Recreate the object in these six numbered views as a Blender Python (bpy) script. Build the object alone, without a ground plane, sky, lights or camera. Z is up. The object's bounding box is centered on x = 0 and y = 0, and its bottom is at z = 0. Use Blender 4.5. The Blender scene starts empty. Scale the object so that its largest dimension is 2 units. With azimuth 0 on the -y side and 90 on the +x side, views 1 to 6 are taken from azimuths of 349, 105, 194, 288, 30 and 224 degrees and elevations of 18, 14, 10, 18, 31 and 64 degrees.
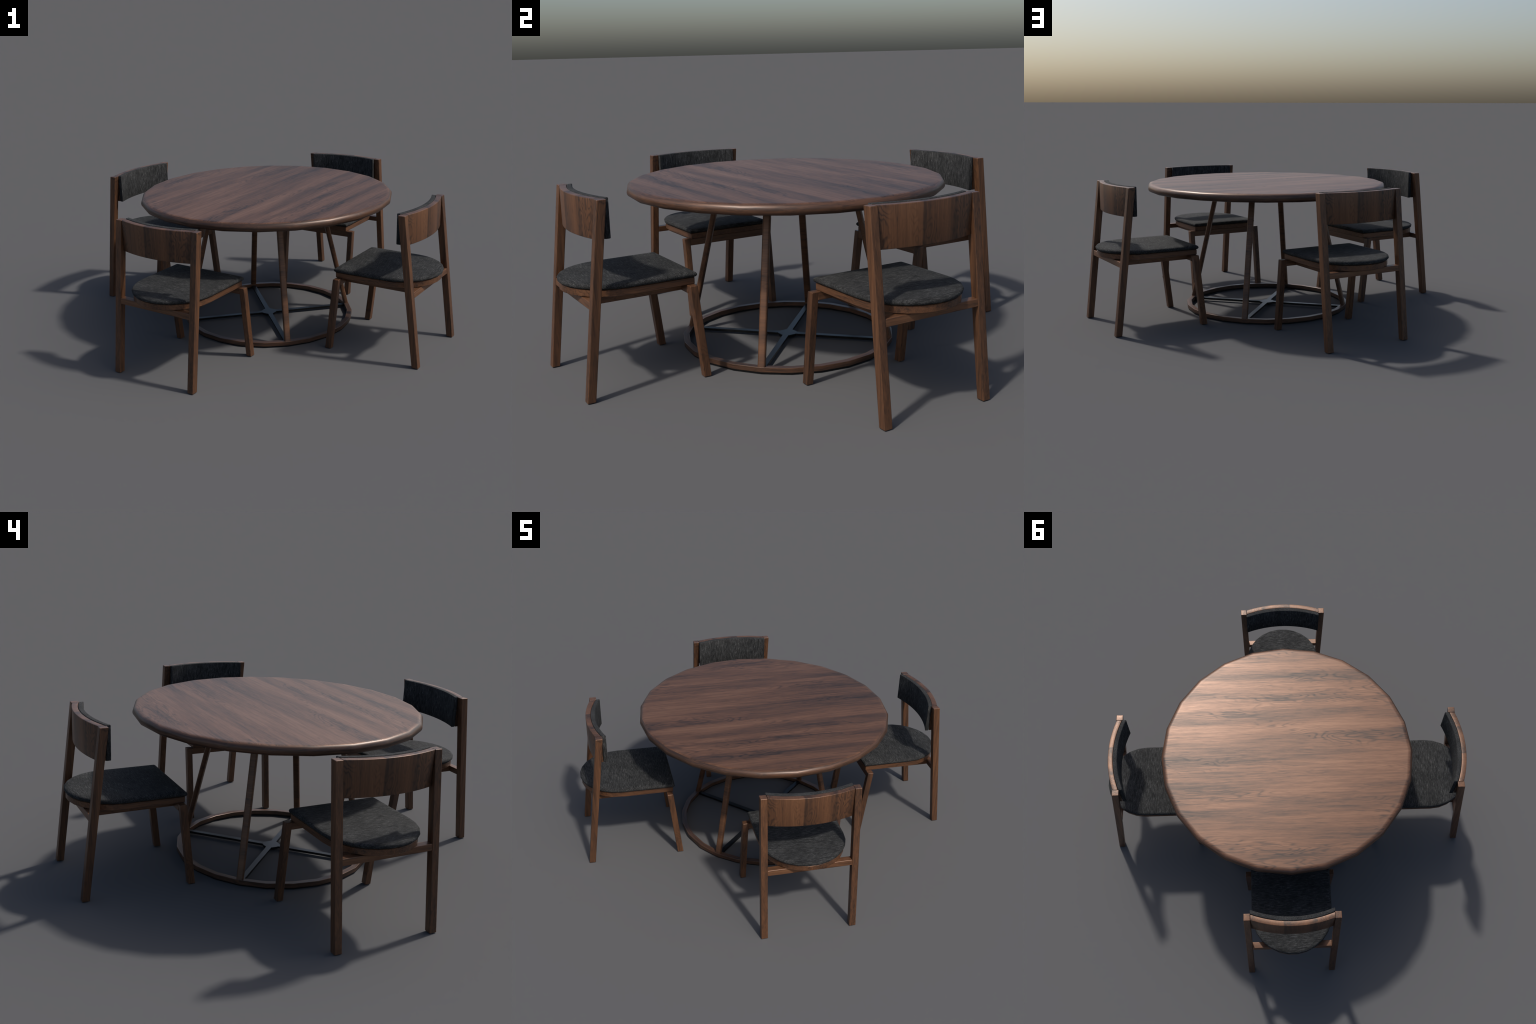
# Round walnut dining table with four matching upholstered chairs.
import bpy, bmesh, math
from mathutils import Vector

SET_ROTATION = -0.003          # the whole set stands a hair off the axes
CHAIR_RADIUS = 0.85            # chair origin, metres from the table centre
CHAIR_SLIDE = -0.0040          # sideways offset of every chair

# ----------------------------------------------------------------- materials
class Nodes:
    """Tiny helper for wiring shader nodes."""
    def __init__(self, name):
        self.mat = bpy.data.materials.new(name)
        self.mat.use_nodes = True
        self.tree = self.mat.node_tree
        self.tree.nodes.clear()
        self.out = self.tree.nodes.new("ShaderNodeOutputMaterial")
        self.bsdf = self.tree.nodes.new("ShaderNodeBsdfPrincipled")
        self.tree.links.new(self.bsdf.outputs[0], self.out.inputs[0])

    def put(self, socket, value):
        if hasattr(value, "is_output"):
            self.tree.links.new(value, socket)
        else:
            socket.default_value = value

    def math(self, op, a, b=0.0, c=0.0, clamp=False):
        n = self.tree.nodes.new("ShaderNodeMath")
        n.operation = op
        n.use_clamp = clamp
        for s, v in zip(n.inputs, (a, b, c)):
            self.put(s, v)
        return n.outputs[0]

    def coord(self):
        n = self.tree.nodes.new("ShaderNodeTexCoord")
        s = self.tree.nodes.new("ShaderNodeSeparateXYZ")
        self.put(s.inputs[0], n.outputs["Object"])
        return s.outputs[0], s.outputs[1], s.outputs[2]

    def vec(self, x, y, z):
        n = self.tree.nodes.new("ShaderNodeCombineXYZ")
        for s, v in zip(n.inputs, (x, y, z)):
            self.put(s, v)
        return n.outputs[0]

    def scaled(self, p, sx, sy, sz, off=0.0):
        return self.vec(self.math("MULTIPLY_ADD", p[0], sx, off),
                        self.math("MULTIPLY_ADD", p[1], sy, off * 1.7),
                        self.math("MULTIPLY_ADD", p[2], sz, off * 0.6))

    def noise(self, vec, detail=2.0, rough=0.5, distortion=0.0, scale=1.0):
        n = self.tree.nodes.new("ShaderNodeTexNoise")
        n.inputs["Scale"].default_value = scale
        n.inputs["Detail"].default_value = detail
        n.inputs["Roughness"].default_value = rough
        n.inputs["Distortion"].default_value = distortion
        self.put(n.inputs["Vector"], vec)
        return n.outputs["Fac"]

    def ramp(self, fac, stops):
        n = self.tree.nodes.new("ShaderNodeValToRGB")
        e = n.color_ramp.elements
        while len(e) < len(stops):
            e.new(0.5)
        for el, (pos, col) in zip(e, stops):
            el.position = pos
            el.color = (*col, 1.0) if len(col) == 3 else col
        self.put(n.inputs[0], fac)
        return n.outputs[0]

    def fit(self, v, lo, hi, to_lo=0.0, to_hi=1.0):
        n = self.tree.nodes.new("ShaderNodeMapRange")
        n.interpolation_type = "SMOOTHSTEP"
        for k, val in (("Value", v), ("From Min", lo), ("From Max", hi), ("To Min", to_lo), ("To Max", to_hi)):
            self.put(n.inputs[k], val)
        return n.outputs[0]

    def bump(self, height, strength, distance):
        n = self.tree.nodes.new("ShaderNodeBump")
        n.inputs["Strength"].default_value = strength
        n.inputs["Distance"].default_value = distance
        self.put(n.inputs["Height"], height)
        self.put(self.bsdf.inputs["Normal"], n.outputs[0])

    def set(self, **kw):
        for k, v in kw.items():
            self.put(self.bsdf.inputs[k.replace("_", " ")], v)


WOOD_STOPS = [(0.00, (0.0220, 0.0150, 0.0110)), (0.28, (0.0545, 0.0285, 0.0175)),
              (0.60, (0.1260, 0.0575, 0.0285)), (1.00, (0.2050, 0.1000, 0.0495))]
TOP_STOPS = [(0.00, (0.0240, 0.0165, 0.0130)), (0.28, (0.0560, 0.0305, 0.0200)),
             (0.60, (0.1220, 0.0580, 0.0320)), (1.00, (0.1920, 0.0980, 0.0560))]


def walnut(name, grain, seed, figure=1.0, bands=1.0, stops=WOOD_STOPS, panel=None, roughness=0.39, tone=0.0, streaks=1.0, reach=1.0, spread=0.47):
    """Walnut veneer. grain: 'x','y','z', 'diagonal' or 'round' = the way the fibres run."""
    n = Nodes(name)
    x, y, z = n.coord()
    if grain == "x":
        p = (x, y, z)
    elif grain == "y":
        p = (y, x, z)
    elif grain == "z":
        p = (z, x, y)
    elif grain == "diagonal":
        k = math.sqrt(0.5)
        p = (n.math("MULTIPLY", n.math("ADD", x, y), k), n.math("MULTIPLY", n.math("SUBTRACT", y, x), k), z)
    else:                                   # fibres follow the circle
        ang = n.math("ARCTAN2", y, x)
        rad = n.math("SQRT", n.math("ADD", n.math("MULTIPLY", x, x), n.math("MULTIPLY", y, y)))
        p = (n.math("MULTIPLY", ang, 0.55), rad, z)
    wobble = n.math("MULTIPLY", n.math("SUBTRACT", n.noise(n.scaled(p, 3.2, 10.0, 10.0, seed + 3.1), 2.0), 0.5), 0.022)
    fine = n.math("MULTIPLY", n.math("SUBTRACT", n.noise(n.scaled(p, 22.0, 60.0, 60.0, seed + 9.4), 2.0), 0.5), 0.003)
    shift = n.math("ADD", wobble, fine)
    q = (p[0], n.math("ADD", p[1], shift), n.math("ADD", p[2], shift))
    band = n.noise(n.scaled(q, 0.8, 11.0, 11.0, seed), 3.0, 0.55)
    streak = n.noise(n.scaled(q, 2.4, 75.0, 75.0, seed + 6.6), 4.0, 0.62)
    contour = n.noise(n.scaled(q, 2.2 * reach, 12.0, 12.0, seed + 7.7), 2.0, 0.45)
    ring = n.math("SINE", n.math("MULTIPLY", contour, 95.0))
    ring = n.math("POWER", n.math("MULTIPLY_ADD", ring, 0.5, 0.5), 3.0)
    where = n.fit(n.noise(n.scaled(q, 1.5, 7.0, 7.0, seed + 12.4), 1.0), spread, spread + 0.19, 0.04 * reach, 1.0)
    fibre = n.noise(n.scaled(q, 9.0, 260.0, 260.0, seed + 1.3), 3.0, 0.6)
    pore = n.fit(n.noise(n.scaled(q, 16.0, 380.0, 380.0, seed + 5.9), 1.0), 0.60, 0.74)
    f = n.math("MULTIPLY_ADD", n.math("SUBTRACT", band, 0.5), 1.30 * bands, 0.55 + tone)
    f = n.math("MULTIPLY_ADD", n.math("SUBTRACT", streak, 0.5), 0.80 * streaks, f)
    f = n.math("MULTIPLY_ADD", n.math("SUBTRACT", fibre, 0.5), 0.75 * streaks, f)
    f = n.math("MULTIPLY_ADD", n.math("MULTIPLY", ring, where), -0.30 * figure, f)
    f = n.math("MULTIPLY_ADD", pore, -0.14, f)
    if panel:                               # darker and lighter veneer leaves side by side
        axis = {"x": x, "y": y}[panel[0]]
        s = n.math("ADD", axis, n.math("MULTIPLY", wobble, 0.5))
        leaf = n.ramp(n.math("MULTIPLY_ADD", s, 1 / 0.472, 0.5, clamp=True), [(a, (b, b, b)) for a, b in panel[1]])
        f = n.math("ADD", f, n.math("MULTIPLY", n.math("SUBTRACT", leaf, 0.52), 1.35))
    f = n.math("ADD", f, 0.0, clamp=True)
    col = n.ramp(f, stops)
    n.set(Base_Color=col, Roughness=n.math("MULTIPLY_ADD", f, -0.08, roughness + 0.04))
    n.bsdf.inputs["Metallic"].default_value = 0.27
    n.bump(n.math("MULTIPLY_ADD", pore, -0.6, fibre), 0.12, 0.0006)
    return n.mat


def upholstery(name, thread, seed):
    """Charcoal heathered cloth with slubs that run along one axis."""
    n = Nodes(name)
    x, y, z = n.coord()
    p = {"y": (y, x, z), "z": (z, x, y)}[thread]
    slub = n.noise(n.scaled(p, 32.0, 235.0, 235.0, seed), 3.0, 0.6)
    weave = n.noise(n.scaled(p, 160.0, 330.0, 330.0, seed + 2.0), 2.0, 0.6)
    cloud = n.noise(n.scaled(p, 7.0, 12.0, 12.0, seed + 4.0), 3.0, 0.6)
    knot = n.fit(n.noise(n.scaled(p, 42.0, 150.0, 150.0, seed + 8.0), 2.0, 0.6), 0.62, 0.76)
    f = n.math("MULTIPLY_ADD", n.math("SUBTRACT", slub, 0.5), 1.9, 0.41)
    f = n.math("MULTIPLY_ADD", n.math("SUBTRACT", weave, 0.5), 0.8, f)
    f = n.math("MULTIPLY_ADD", n.math("SUBTRACT", cloud, 0.5), 0.6, f)
    f = n.math("MULTIPLY_ADD", knot, 0.35, f, clamp=True)
    col = n.ramp(f, [(0.0, (0.0058, 0.0060, 0.0062)), (0.35, (0.0174, 0.0178, 0.0180)),
                     (0.7, (0.0405, 0.0412, 0.0412)), (1.0, (0.115, 0.116, 0.114))])
    n.set(Base_Color=col, Roughness=0.92)
    n.bsdf.inputs["Specular IOR Level"].default_value = 0.25
    n.bump(n.math("ADD", slub, weave), 0.45, 0.0012)
    return n.mat


def steel(name):
    n = Nodes(name)
    x, y, z = n.coord()
    mottle = n.noise(n.scaled((x, y, z), 60.0, 60.0, 60.0), 3.0)
    n.set(Base_Color=n.ramp(mottle, [(0.3, (0.0035, 0.0036, 0.0038)), (0.8, (0.007, 0.0072, 0.0075))]),
          Roughness=n.math("MULTIPLY_ADD", mottle, 0.1, 0.30))
    n.bsdf.inputs["Specular IOR Level"].default_value = 0.3
    return n.mat


BACK_LEAVES = [(0.0, 0.44), (0.08, 0.58), (0.39, 0.64), (0.41, 0.36), (0.54, 0.42),
               (0.66, 0.56), (0.76, 0.34), (0.80, 0.56), (0.92, 0.52), (1.0, 0.42)]
M_TOP = walnut("walnut_table_top", "diagonal", 2.0, stops=TOP_STOPS, roughness=0.42)
M_ROUND = walnut("walnut_bent_edge", "round", 9.0, 0.3, 0.8, tone=-0.13, stops=TOP_STOPS)
M_TURNED = walnut("walnut_table_leg", "y", 31.0, 0.5, 0.8, streaks=0.6)
M_LEG = walnut("walnut_upright", "z", 14.0, 0.8, 0.6, reach=2.0)
M_SIDE = walnut("walnut_crosswise", "y", 21.0, 0.4, 0.6)
M_DEPTH = walnut("walnut_lengthwise", "x", 27.0, 0.8, 0.7, reach=2.5)
M_BACK = walnut("walnut_backrest", "z", 8.0, 0.9, 0.4, streaks=0.7, reach=3.0, spread=0.38, panel=("y", BACK_LEAVES))
M_SEAT_CLOTH = upholstery("charcoal_seat_cloth", "y", 3.0)
M_BACK_CLOTH = upholstery("charcoal_back_cloth", "z", 6.0)
M_STEEL = steel("blackened_steel")

# ----------------------------------------------------------------- geometry
def finish(bm, name, mat, angle=35.0):
    bmesh.ops.recalc_face_normals(bm, faces=bm.faces)
    me = bpy.data.meshes.new(name)
    bm.to_mesh(me)
    bm.free()
    for f in me.polygons:
        f.use_smooth = True
    if angle < 0:                               # eased edges: broad faces keep flat shading
        acc = [Vector() for _ in me.vertices]
        for f in me.polygons:
            for i in f.vertices:
                acc[i] += f.normal * f.area
        me.normals_split_custom_set_from_vertices([v.normalized() for v in acc])
    else:
        me.set_sharp_from_angle(angle=math.radians(angle))
    me.materials.append(mat)
    return me


def add(name, data, parent, kind=None):
    ob = bpy.data.objects.new(name, data)
    bpy.context.scene.collection.objects.link(ob)
    ob.parent = parent
    return ob


def prism(name, bottom, top, mat, bevel=0.003, segments=2):
    """Solid between two four-sided ends (lists of corner points), edges eased."""
    bm = bmesh.new()
    b = [bm.verts.new(v) for v in bottom]
    t = [bm.verts.new(v) for v in top]
    bm.faces.new(b[::-1])
    bm.faces.new(t)
    for i in range(4):
        j = (i + 1) % 4
        bm.faces.new((b[i], b[j], t[j], t[i]))
    if bevel:
        bmesh.ops.bevel(bm, geom=bm.edges[:], offset=bevel, segments=segments, profile=0.6, affect="EDGES")
    return finish(bm, name, mat, -1)


def rectangle(x0, x1, y0, y1, z):
    return [(x0, y0, z), (x1, y0, z), (x1, y1, z), (x0, y1, z)]


def loft(rings, name, mat, angle=35.0, cap=True, closed=False):
    """Skin a list of equally long closed rings of points."""
    bm = bmesh.new()
    vs = [[bm.verts.new(p) for p in ring] for ring in rings]
    m = len(vs[0])
    pairs = list(zip(vs, vs[1:])) + ([(vs[-1], vs[0])] if closed else [])
    for a, b in pairs:
        for i in range(m):
            j = (i + 1) % m
            bm.faces.new((a[i], a[j], b[j], b[i]))
    if cap and not closed:
        bm.faces.new(vs[0][::-1])
        bm.faces.new(vs[-1])
    return finish(bm, name, mat, angle)


def circle(radius, z, count=24):
    return [(radius * math.cos(2 * math.pi * i / count), radius * math.sin(2 * math.pi * i / count), z) for i in range(count)]


# ----------------------------------------------------------------- the table
def build_table():
    table = bpy.data.objects.new("dining_table", None)
    bpy.context.scene.collection.objects.link(table)
    table.rotation_euler[2] = SET_ROTATION
    table["label"] = "round walnut dining table on a ring base"
    table["category"] = "dining table"

    edge = [(0.20, 0.7615), (0.715, 0.7615), (0.737, 0.7620), (0.7485, 0.7648), (0.7568, 0.7702),
            (0.7612, 0.7775), (0.7625, 0.7865), (0.7612, 0.7950), (0.7565, 0.8035), (0.7490, 0.8095),
            (0.7400, 0.8123), (0.730, 0.8128), (0.20, 0.8128)]
    top = loft([circle(r, z) for r, z in edge], "table_top", M_TOP, 40)
    top.materials.append(M_ROUND)
    for f in top.polygons:                      # lipping around the rim: fibres follow the circle
        c = f.center
        if math.hypot(c.x, c.y) > 0.742:
            f.material_index = 1
    add("table_top", top, table)

    ring = [(0.4985, 0.0075), (0.4975, 0.0085), (0.4975, 0.0295), (0.4990, 0.0305), (0.5255, 0.0305),
            (0.5270, 0.0292), (0.5270, 0.0085), (0.5258, 0.0070)]
    add("base_ring", loft([circle(r, z) for r, z in ring], "base_ring", M_ROUND, 32, closed=True), table)
    pad = [(0.5005, 0.0), (0.5005, 0.0080), (0.5235, 0.0080), (0.5235, 0.0)]  # thin dark band along the foot of the base ring
    add("dark_band_under_ring", loft([circle(r, z) for r, z in pad], "dark_band_under_ring", M_STEEL, 50, closed=True), table)

    # blackened steel cross between the feet: eight-sided hub and four flat bars in one plate
    def steel_cross(name, reach, z_lo, z_hi, half=0.0135, hub=0.047):
        bm = bmesh.new()
        outline = []
        foot = math.sqrt(hub * hub - half * half)
        for k in range(4):
            c, s = math.cos(k * math.pi / 2), math.sin(k * math.pi / 2)
            for px, py in ((foot, -half), (reach, -half), (reach, half), (foot, half),
                           (hub * math.cos(math.pi / 4 - 0.28), hub * math.sin(math.pi / 4 - 0.28)),
                           (hub * math.cos(math.pi / 4 + 0.28), hub * math.sin(math.pi / 4 + 0.28))):
                outline.append((px * c - py * s, px * s + py * c))
        lo = [bm.verts.new((px, py, z_lo)) for px, py in outline]
        hi = [bm.verts.new((px, py, z_hi)) for px, py in outline]
        bm.faces.new(lo[::-1])
        face = bm.faces.new(hi)
        for i in range(len(lo)):
            j = (i + 1) % len(lo)
            bm.faces.new((lo[i], lo[j], hi[j], hi[i]))
        bmesh.ops.bevel(bm, geom=list(face.edges), offset=0.0012, segments=2, affect="EDGES")
        add(name, finish(bm, name, M_STEEL, 30), table)
    steel_cross("cross_brace", 0.4985, 0.0085, 0.0210)
    upper = [(0.3225, 0.7390), (0.3225, 0.7612), (0.3520, 0.7612), (0.3520, 0.7390)]
    add("upper_ring", loft([circle(r, z) for r, z in upper], "upper_ring", M_ROUND, 32, closed=True), table)

    # four slanting legs with a rounded cross-section
    def leg_section(r, z, wide=0.0178, deep=0.0140, corner=0.0085):
        pts = []
        for sx, sy, a0 in ((1, 1, 0), (-1, 1, 90), (-1, -1, 180), (1, -1, 270)):
            for i in range(5):
                a = math.radians(a0 + 22.5 * i)
                pts.append((r + sx * (deep - corner) + corner * math.cos(a), sy * (wide - corner) + corner * math.sin(a), z))
        return pts
    mesh = loft([leg_section(0.5100 - (z - 0.03) * 0.2397, z) for z in (0.029, 0.2, 0.4, 0.6, 0.763)], "table_leg", M_TURNED, 40)
    for k in range(4):
        leg = add("table_leg", mesh, table)
        leg.rotation_euler[2] = k * math.pi / 2
    return table


# ----------------------------------------------------------------- the chairs
X0 = CHAIR_RADIUS              # chair space: +x points away from the table, y across, z up


def back_arc(y, centre, radius):
    return centre - X0 - (radius - math.sqrt(radius * radius - y * y))


def seat_outline(front, half, arc, corner, z, inset=0.0):
    """D-shaped seat: straight front and sides, half-round back."""
    front, half, arc = front + inset, half - inset, arc - inset
    corner = max(0.003, corner - inset * 0.3)
    mid = 0.902
    pts = []
    arc = arc + 0.0012
    for i in range(14):                                       # half-round in thirteen facets, from +y to -y
        a = math.radians(90 - 180 * i / 13)
        pts.append((mid + arc * math.cos(a), half * math.sin(a)))
    for s in (-1, 1):
        steps = range(5) if s < 0 else range(4, -1, -1)
        for i in steps:
            a = math.radians(90 * i / 4)
            pts.append((front + corner - corner * math.sin(a), s * (half - corner + corner * math.cos(a))))
        if s < 0:
            pts.append((front, 0.0))
    return [(x - X0, y + 0.003, z) for x, y in pts]


def chair_meshes():
    m = {}
    # rear legs: raked, running up past the seat to carry the backrest
    for s in (-1, 1):
        ya, yb = sorted((s * 0.2335, s * 0.2705))
        m["rear_leg", s] = prism("rear_leg", rectangle(1.1015 - X0, 1.1385 - X0, ya, yb, 0.0),
                                 rectangle(0.9975 - X0, 1.0380 - X0, ya, yb, 0.8455), M_LEG)
        ya, yb = sorted((s * 0.2365, s * 0.2695))
        m["front_leg", s] = prism("front_leg", rectangle(0.5635 - X0, 0.5990 - X0, ya, yb, 0.0),
                                  rectangle(0.6135 - X0, 0.6490 - X0, ya, yb, 0.4260), M_LEG)
        ya, yb = sorted((s * 0.142, s * 0.172))
        m["side_rail", s] = prism("side_rail", rectangle(0.6465 - X0, 1.0525 - X0, ya, yb, 0.3900),
                                  rectangle(0.6465 - X0, 1.0525 - X0, ya, yb, 0.4252), M_DEPTH, 0.0025)
    m["front_rail", 0] = prism("front_rail", rectangle(0.6125 - X0, 0.6475 - X0, -0.2375, 0.2375, 0.3885),
                               rectangle(0.6145 - X0, 0.6475 - X0, -0.2375, 0.2375, 0.4252), M_SIDE, 0.0025)
    m["rear_stretcher", 0] = prism("rear_stretcher", rectangle(1.0520 - X0, 1.0895 - X0, -0.2345, 0.2345, 0.3905),
                                   rectangle(1.0500 - X0, 1.0865 - X0, -0.2345, 0.2345, 0.4225), M_SIDE, 0.003)
    # seat board
    prof = [(0.0025, 0.4255), (0.0, 0.4275), (0.0, 0.4540), (0.0025, 0.4562)]
    m["seat_board", 0] = loft([seat_outline(0.6085, 0.2305, 0.2305, 0.006, z, i) for i, z in prof], "seat_board", M_DEPTH, 40)
    # seat cushion: soft rounded rim, slightly crowned top
    prof = [(0.0120, 0.4563), (0.0060, 0.4585), (0.0015, 0.4625), (0.0, 0.4675), (0.0008, 0.4720), (0.0038, 0.4762),
            (0.0085, 0.4790), (0.0160, 0.4804), (0.0400, 0.4815), (0.0900, 0.4822), (0.1600, 0.4825)]
    m["seat_cushion", 0] = loft([seat_outline(0.5985, 0.2385, 0.2375, 0.008, z, i) for i, z in prof], "seat_cushion", M_SEAT_CLOTH, 60)

    # curved backrest board and its pad: upright slabs bent to an arc
    def slab(name, mat, outer, inner, lo, hi, y_end, ease, soft_ends, angle):
        rings = []
        count = 28
        ys = [-y_end + 2 * y_end * i / count for i in range(count + 1)]
        if soft_ends:
            ys[1:1] = [-y_end + ease * 0.3, -y_end + ease]
            ys[-1:-1] = [y_end - ease, y_end - ease * 0.3]
        for y in ys:
            d = 0.0
            if soft_ends:
                gap = (y_end - abs(y)) / ease
                d = ease * (1 - math.sqrt(max(0.0, 1 - (1 - min(1.0, gap)) ** 2))) * 0.8
            xo, xi = back_arc(y, *outer) - d, back_arc(y, *inner) + d
            za, zb, e = lo + d, hi - d, ease
            ring = []
            for cx, cz, a0 in ((xo - e, zb - e, 0), (xi + e, zb - e, 90), (xi + e, za + e, 180), (xo - e, za + e, 270)):
                for i in range(4):
                    a = math.radians(a0 + 30 * i)
                    ring.append((cx + e * math.cos(a), y, cz + e * math.sin(a)))
            rings.append(ring)
        return loft(rings, name, mat, angle)
    m["backrest", 0] = slab("backrest", M_BACK, (1.0755, 0.70), (1.0462, 0.645), 0.6768, 0.8455, 0.2318, 0.0028, False, 40)
    m["backrest_cushion", 0] = slab("backrest_cushion", M_BACK_CLOTH, (1.0455, 0.625), (1.0207, 0.645), 0.6762, 0.8475, 0.2350, 0.0035, True, 60)
    return m


def build_chairs():
    meshes = chair_meshes()
    for k in range(4):
        a = math.pi / 4 + k * math.pi / 2 + 1.3 * SET_ROTATION
        chair = bpy.data.objects.new("dining_chair", None)
        bpy.context.scene.collection.objects.link(chair)
        chair.rotation_euler[2] = a
        chair.location = (CHAIR_RADIUS * math.cos(a) - CHAIR_SLIDE * math.sin(a),
                          CHAIR_RADIUS * math.sin(a) + CHAIR_SLIDE * math.cos(a), 0.0)
        chair["label"] = "walnut dining chair with charcoal seat and back pads"
        chair["category"] = "chair"
        for (name, _), mesh in meshes.items():
            add(name, mesh, chair)


build_table()
build_chairs()
